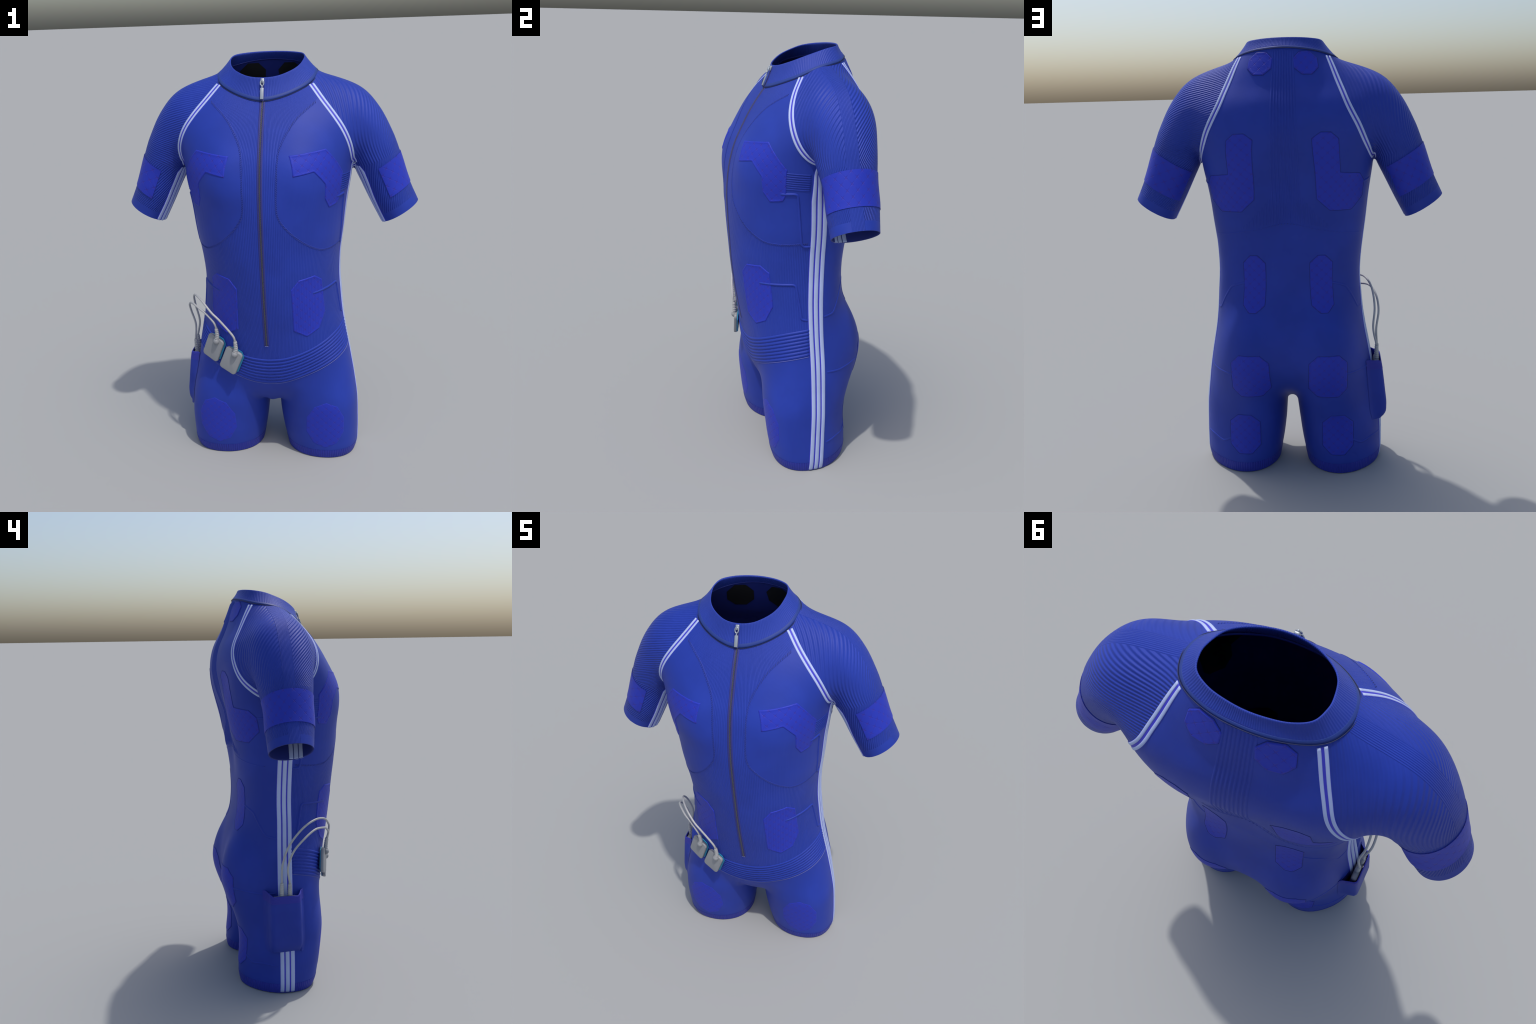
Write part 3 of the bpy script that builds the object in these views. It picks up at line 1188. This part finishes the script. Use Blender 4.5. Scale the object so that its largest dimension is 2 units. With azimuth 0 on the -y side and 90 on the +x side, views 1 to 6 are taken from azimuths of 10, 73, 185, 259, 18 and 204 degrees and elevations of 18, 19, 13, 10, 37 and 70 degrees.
rings = [collar_ring(u) for u in np.linspace(0.13, 1, 12)]
rings += [collar_ring(1.0, .002), collar_ring(1.0, .005)]
rings[-2] = [p + Vector((0, 0, .002)) for p in rings[-2]]
rings += [collar_ring(u, .007) for u in np.linspace(.95, -.06, 9)]
v_, f_ = loft(rings, False)
mesh_object("collar", v_, [q[::-1] for q in f_], MAT["collar"], suit)
rings = [collar_ring(u, i_) for u, i_ in ((-.03, .006), (-.03, -.0004), (.06, -.0010), (.145, -.0010), (.150, -.0004), (.150, .004))]
v_, f_ = loft(rings, False)
mesh_object("collar_binding", v_, [q[::-1] for q in f_], MAT["binding"], suit)


tube("collar_piping", [p + outward(p) * .0018 - Vector((0, 0, .0008)) for p in collar_ring(-.03)], .0011, MAT["piping"], closed=True, sides=8)
tube("collar_seam", [p + outward(p) * .001 for p in collar_ring(.12, .009)], .0022, MAT["lining"], closed=True, sides=8)

# --- zipper
zipper = bpy.data.objects.new("zipper", None)
COL.objects.link(zipper)
zipper.parent = suit
ZIP = []
for z in np.linspace(1.800, .668, 80):
    h = SURF.ray_cast(Vector((.003, -.5, z)), Vector((0, 1, 0)))
    ZIP.append(h[0])
ZIP = resample(ZIP, .008)
ribbon("zipper_tape", ZIP, [(-.0125, -.001), (-.0115, .0014), (-.0060, .0020), (-.0042, .0004), (.0042, .0004), (.0060, .0020), (.0115, .0014), (.0125, -.001)], MAT["zip_tape"], zipper)
base = frames_on_surface(resample(ZIP, .0042))
verts, faces = [], []
for i, (p, n_, l) in enumerate(zip(*base)):
    t = l.cross(n_)
    sgn = 1 if i % 2 else -1
    o = len(verts)
    for dx, dt, dz in ((-.0026, -.0018, 0), (.0042, -.0018, 0), (.0042, .0018, 0), (-.0026, .0018, 0)):
        for top in (0, 1):
            k = .75 if top else 1
            verts.append(p + l * (dx * sgn) * k + t * dt * k + n_ * (.0002 + .0026 * top))
    for q in ((1, 3, 5, 7), (0, 2, 3, 1), (2, 4, 5, 3), (4, 6, 7, 5), (6, 0, 1, 7)):
        faces.append(tuple(o + k for k in q))
ob = mesh_object("zipper_teeth", verts, faces, MAT["zip_teeth"], zipper, smooth=False)
ob["kind"] = "stuff"
b = bmesh.new(); b.from_mesh(ob.data); bmesh.ops.recalc_face_normals(b, faces=b.faces); b.to_mesh(ob.data); b.free()
# tape carried up over the collar
cl = [collar_ring(u)[0] if False else None for u in ()]
front_i = min(range(len(seam_on)), key=lambda i: (abs(seam_on[i].x) if seam_on[i].y < 0 else 9))
col_line = [collar_ring(u)[front_i] for u in np.linspace(-.02, .97, 14)]
verts, faces = [], []
for p in col_line:
    for dx, dy in ((-.008, .002), (-.0065, -.0012), (-.002, -.0016), (.002, -.0016), (.0065, -.0012), (.008, .002)):
        verts.append(Vector((.001 + dx, p.y + dy, p.z)))
for i in range(len(col_line) - 1):
    for j in range(5):
        a = i * 6 + j
        faces.append((a, a + 1, a + 7, a + 6))
mesh_object("collar_zipper_tape", verts, faces, MAT["zip_tape"], zipper)


def box(name, size, matrix, material, parent, bevel=.001, segments=3):
    b = bmesh.new()
    bmesh.ops.create_cube(b, size=1.0)
    bmesh.ops.scale(b, vec=Vector(size), verts=b.verts)
    bmesh.ops.bevel(b, geom=b.edges[:], offset=bevel, segments=segments, affect="EDGES", profile=.5)
    bmesh.ops.transform(b, matrix=matrix, verts=b.verts)
    me = bpy.data.meshes.new(name)
    b.to_mesh(me)
    b.free()
    me.polygons.foreach_set("use_smooth", [True] * len(me.polygons))
    me.materials.append(material)
    me.set_sharp_from_angle(angle=math.radians(40))
    ob = bpy.data.objects.new(name, me)
    COL.objects.link(ob)
    ob.parent = parent
    return ob


def rounded_plate(name, w, h, t, radius, matrix, material, parent):
    """plate with round corners and soft edges"""
    b = bmesh.new()
    vs = []
    for sx, sy, a0 in ((1, 1, 0), (-1, 1, 90), (-1, -1, 180), (1, -1, 270)):
        for k in range(7):
            a = math.radians(a0 + 15 * k)
            vs.append(b.verts.new((sx * (w / 2 - radius) + radius * math.cos(a), sy * (h / 2 - radius) + radius * math.sin(a), -t / 2)))
    f = b.faces.new(vs)
    e_ = bmesh.ops.extrude_face_region(b, geom=[f])
    bmesh.ops.translate(b, vec=(0, 0, t), verts=[v for v in e_["geom"] if isinstance(v, bmesh.types.BMVert)])
    bmesh.ops.recalc_face_normals(b, faces=b.faces)
    rim = [e for e in b.edges if abs(e.verts[0].co.z - e.verts[1].co.z) < 1e-6]
    bmesh.ops.bevel(b, geom=rim, offset=.005, segments=4, affect="EDGES", profile=.5)
    bmesh.ops.transform(b, matrix=matrix, verts=b.verts)
    me = bpy.data.meshes.new(name)
    b.to_mesh(me)
    b.free()
    me.polygons.foreach_set("use_smooth", [True] * len(me.polygons))
    me.materials.append(material)
    me.set_sharp_from_angle(angle=math.radians(40))
    ob = bpy.data.objects.new(name, me)
    COL.objects.link(ob)
    ob.parent = parent
    return ob


def frame(x, y, z, origin):
    M = Matrix((Vector(x).normalized(), Vector(y).normalized(), Vector(z).normalized())).transposed().to_4x4()
    M.translation = Vector(origin)
    return M


slope = (col_line[-1] - col_line[0]).normalized()           # up along the collar front
fwd = Vector((1, 0, 0)).cross(slope)
if fwd.y > 0:
    fwd = -fwd
top = col_line[-1]
zc = Vector((.001, top.y, top.z))
Z = lambda d, f: zc - slope * d + fwd * f
box("slider", (.0165, .024, .010), frame((1, 0, 0), slope, fwd, Z(.012, .004)), MAT["metal"], zipper, .0035)
box("slider_bridge", (.006, .019, .007), frame((1, 0, 0), slope, fwd, Z(.013, .012)), MAT["metal"], zipper, .0025)
ringp = [Z(.0225 - .0125 * math.sin(a), .0125) + Vector((.0078 * math.cos(a), 0, 0)) for a in np.linspace(0, 2 * math.pi, 25)[:-1]]
tube("pull_ring", ringp, .0026, MAT["metal"], zipper, closed=True, sides=8)
box("pull_neck", (.006, .014, .004), frame((1, 0, 0), slope, fwd, Z(.040, .012)), MAT["metal"], zipper, .0014)
box("pull_tab", (.0150, .050, .0055), frame((1, 0, 0), slope, fwd, Z(.070, .0115)), MAT["metal"], zipper, .0015)
h = ZIP[-1]
box("zipper_stop", (.016, .004, .004), Matrix.Translation(h + Vector((0, -.001, -.001))), MAT["light_thread"], zipper, .001)

# --- hip pocket (wearer's right) with the control box
pocket = bpy.data.objects.new("hip_pocket", None)
COL.objects.link(pocket)
pocket.parent = suit


def wall_x(y, z):
    h = SURF.ray_cast(Vector((-.8, y, z)), Vector((1, 0, 0)))
    return h[0].x if h[0] is not None else -.4


pocket_depth = pchip([(.222, .003), (.232, .014), (.252, .028), (.29, .036), (.36, .041), (.45, .047), (.53, .050)])
section = [(-.058, .0015), (-.050, .0035), (-.043, .012), (-.038, .55), (-.033, .85), (-.024, .98), (-.01, 1.0), (.04, 1.0), (.095, 1.0), (.109, .98), (.119, .85), (.124, .55),
           (.129, .012), (.136, .0035), (.144, .0015)]


def pocket_ring(z, inset):
    d = float(pocket_depth(z))
    shrink = 1 - max(0, (.30 - z) / .08) ** 2 * .12
    ring = []
    for k, (y, o) in enumerate(section):
        yy = .043 + (y - .043) * shrink
        out_ = o * d if o > .1 else o
        if inset and o > .1:
            out_ -= inset
            yy += inset * (-1 if y > .05 else 1) * (1 if abs(y - .043) > .06 else 0)
        if inset and o <= .1:
            out_ = max(.0005, out_ - inset * .5)
        dip = -.014 * (1 if o > .9 else .35 if o > .5 else 0) * max(0, (z - .47) / .055)
        flat = min(1.0, max(0.0, o))if o > .1 else 0.0
        wx = wall_x(yy, z) * (1 - flat) + wall_x(.043, z) * flat
        ring.append(Vector((wx - out_, yy, z + dip)))
    return ring


def strip(rings):
    n = len(rings[0])
    verts = [p for r in rings for p in r]
    faces = [(i * n + j, i * n + j + 1, (i + 1) * n + j + 1, (i + 1) * n + j) for i in range(len(rings) - 1) for j in range(n - 1)]
    return verts, faces


def fix_normals(ob, flip=False):
    b = bmesh.new()
    b.from_mesh(ob.data)
    bmesh.ops.recalc_face_normals(b, faces=b.faces)
    b.to_mesh(ob.data)
    b.free()


zs = list(np.linspace(.222, .478, 22))
v_, f_ = strip([pocket_ring(z, 0) for z in zs] + [])
fix_normals(mesh_object("pocket_pouch", v_, f_, MAT["pocket"], pocket))
hz = list(np.linspace(.478, .526, 6))
v_, f_ = strip([[p + Vector((-.0008, 0, 0)) for p in pocket_ring(z, 0)] for z in hz] + [[p + Vector((-.0008, 0, .001)) for p in pocket_ring(.526, .0025)]] + [pocket_ring(z, .004) for z in hz[::-1]] + [pocket_ring(z, .004) for z in zs[::-1][1:14]])
fix_normals(mesh_object("pocket_hem", v_, f_, MAT["pocket_hem"], pocket))

ux = Vector((-.98, 0, -.12)).normalized()                    # outward, leaning with the hip
up = Vector((0, 0, 1))
cx = wall_x(.043, .47)
box("control_box", (.028, .122, .13), frame((1, 0, 0), (0, 1, 0), (0, 0, 1), (cx - .021, .043, .441)), MAT["plastic"], pocket, .010, 4)


def strain_relief(path, parent):
    """ribbed boot: path from thick to thin end"""
    pts = resample(path, .0016)
    n = len(pts)
    return tube("strain_relief", pts, lambda t: 0.0104 - .0026 * t + .0014 * (1 if math.sin(t * math.pi * 14) > 0 else 0), MAT["cable"], parent, sides=14)


CABLES = [
    # boot at the box, then the cable's way to its electrode
    [(cx - .020, .058, .500), (cx - .021, .058, .575), (-.392, .050, .66), (-.400, .020, .755), (-.388, -.050, .836), (-.356, -.125, .871), (-.312, -.185, .863), (-.262, -.222, .822), (-.222, -.237, .790), (-.176, -.240, .705)],
    [(cx - .021, .018, .500), (cx - .024, .018, .570), (-.408, .026, .65), (-.420, .000, .735), (-.410, -.060, .796), (-.380, -.120, .828), (-.332, -.175, .822), (-.297, -.199, .808), (-.262, -.212, .752)],
]
ELECTRODES = [((-.176, -.224, .577), (-.32, -.94, .04)), ((-.266, -.196, .630), (-.42, -.90, .04))]
for (ctrl, (pos, nrm)) in zip(CABLES, ELECTRODES):
    el = bpy.data.objects.new("electrode", None)
    COL.objects.link(el)
    el.parent = suit
    nrm = Vector(nrm).normalized()
    long_ = Vector((.40, 0, .92))
    long_ = (long_ - nrm * long_.dot(nrm)).normalized()
    right = long_.cross(nrm)
    pos = Vector(pos)
    F = frame(right, long_, nrm, pos)
    rounded_plate("electrode_plate", .093, .126, .016, .016, F, MAT["plastic"], el)
    # gel pad: chamfered plate behind, a little to the viewer's right
    b = bmesh.new()
    vs = [b.verts.new((x + .0045, y + .003, -.0135)) for x, y in chamfered(.096, .128, .020)]
    f = b.faces.new(vs)
    e_ = bmesh.ops.extrude_face_region(b, geom=[f])
    bmesh.ops.translate(b, vec=(0, 0, .006), verts=[v for v in e_["geom"] if isinstance(v, bmesh.types.BMVert)])
    bmesh.ops.recalc_face_normals(b, faces=b.faces)
    bmesh.ops.bevel(b, geom=b.edges[:], offset=.001, segments=2, affect="EDGES")
    bmesh.ops.transform(b, matrix=F, verts=b.verts)
    me = bpy.data.meshes.new("gel_pad")
    b.to_mesh(me); b.free()
    me.materials.append(MAT["gel"])
    g_ = bpy.data.objects.new("gel_pad", me); COL.objects.link(g_); g_.parent = el
    # boss and boot
    boss = pos + long_ * .046 + right * .008 + nrm * .009
    b = bmesh.new()
    bmesh.ops.create_uvsphere(b, u_segments=20, v_segments=12, radius=.0165)
    bmesh.ops.transform(b, matrix=Matrix.Translation(boss), verts=b.verts)
    me = bpy.data.meshes.new("cable_boss"); b.to_mesh(me); b.free()
    me.polygons.foreach_set("use_smooth", [True] * len(me.polygons))
    me.materials.append(MAT["plastic"])
    g_ = bpy.data.objects.new("cable_boss", me); COL.objects.link(g_); g_.parent = el
    end = boss + long_ * .060 + Vector((-.016, 0, .016))
    strain_relief([boss + long_ * .004, boss + long_ * .03 - right * .004, end], el)
    strain_relief([Vector(ctrl[0]), Vector(ctrl[1])], el)
    path = curve_points([Vector(p) for p in ctrl[1:-1]] + [end + Vector((-.012, -.004, .034)), end], .006)
    tube("cable", path, .0052, MAT["cable"], el, sides=12)
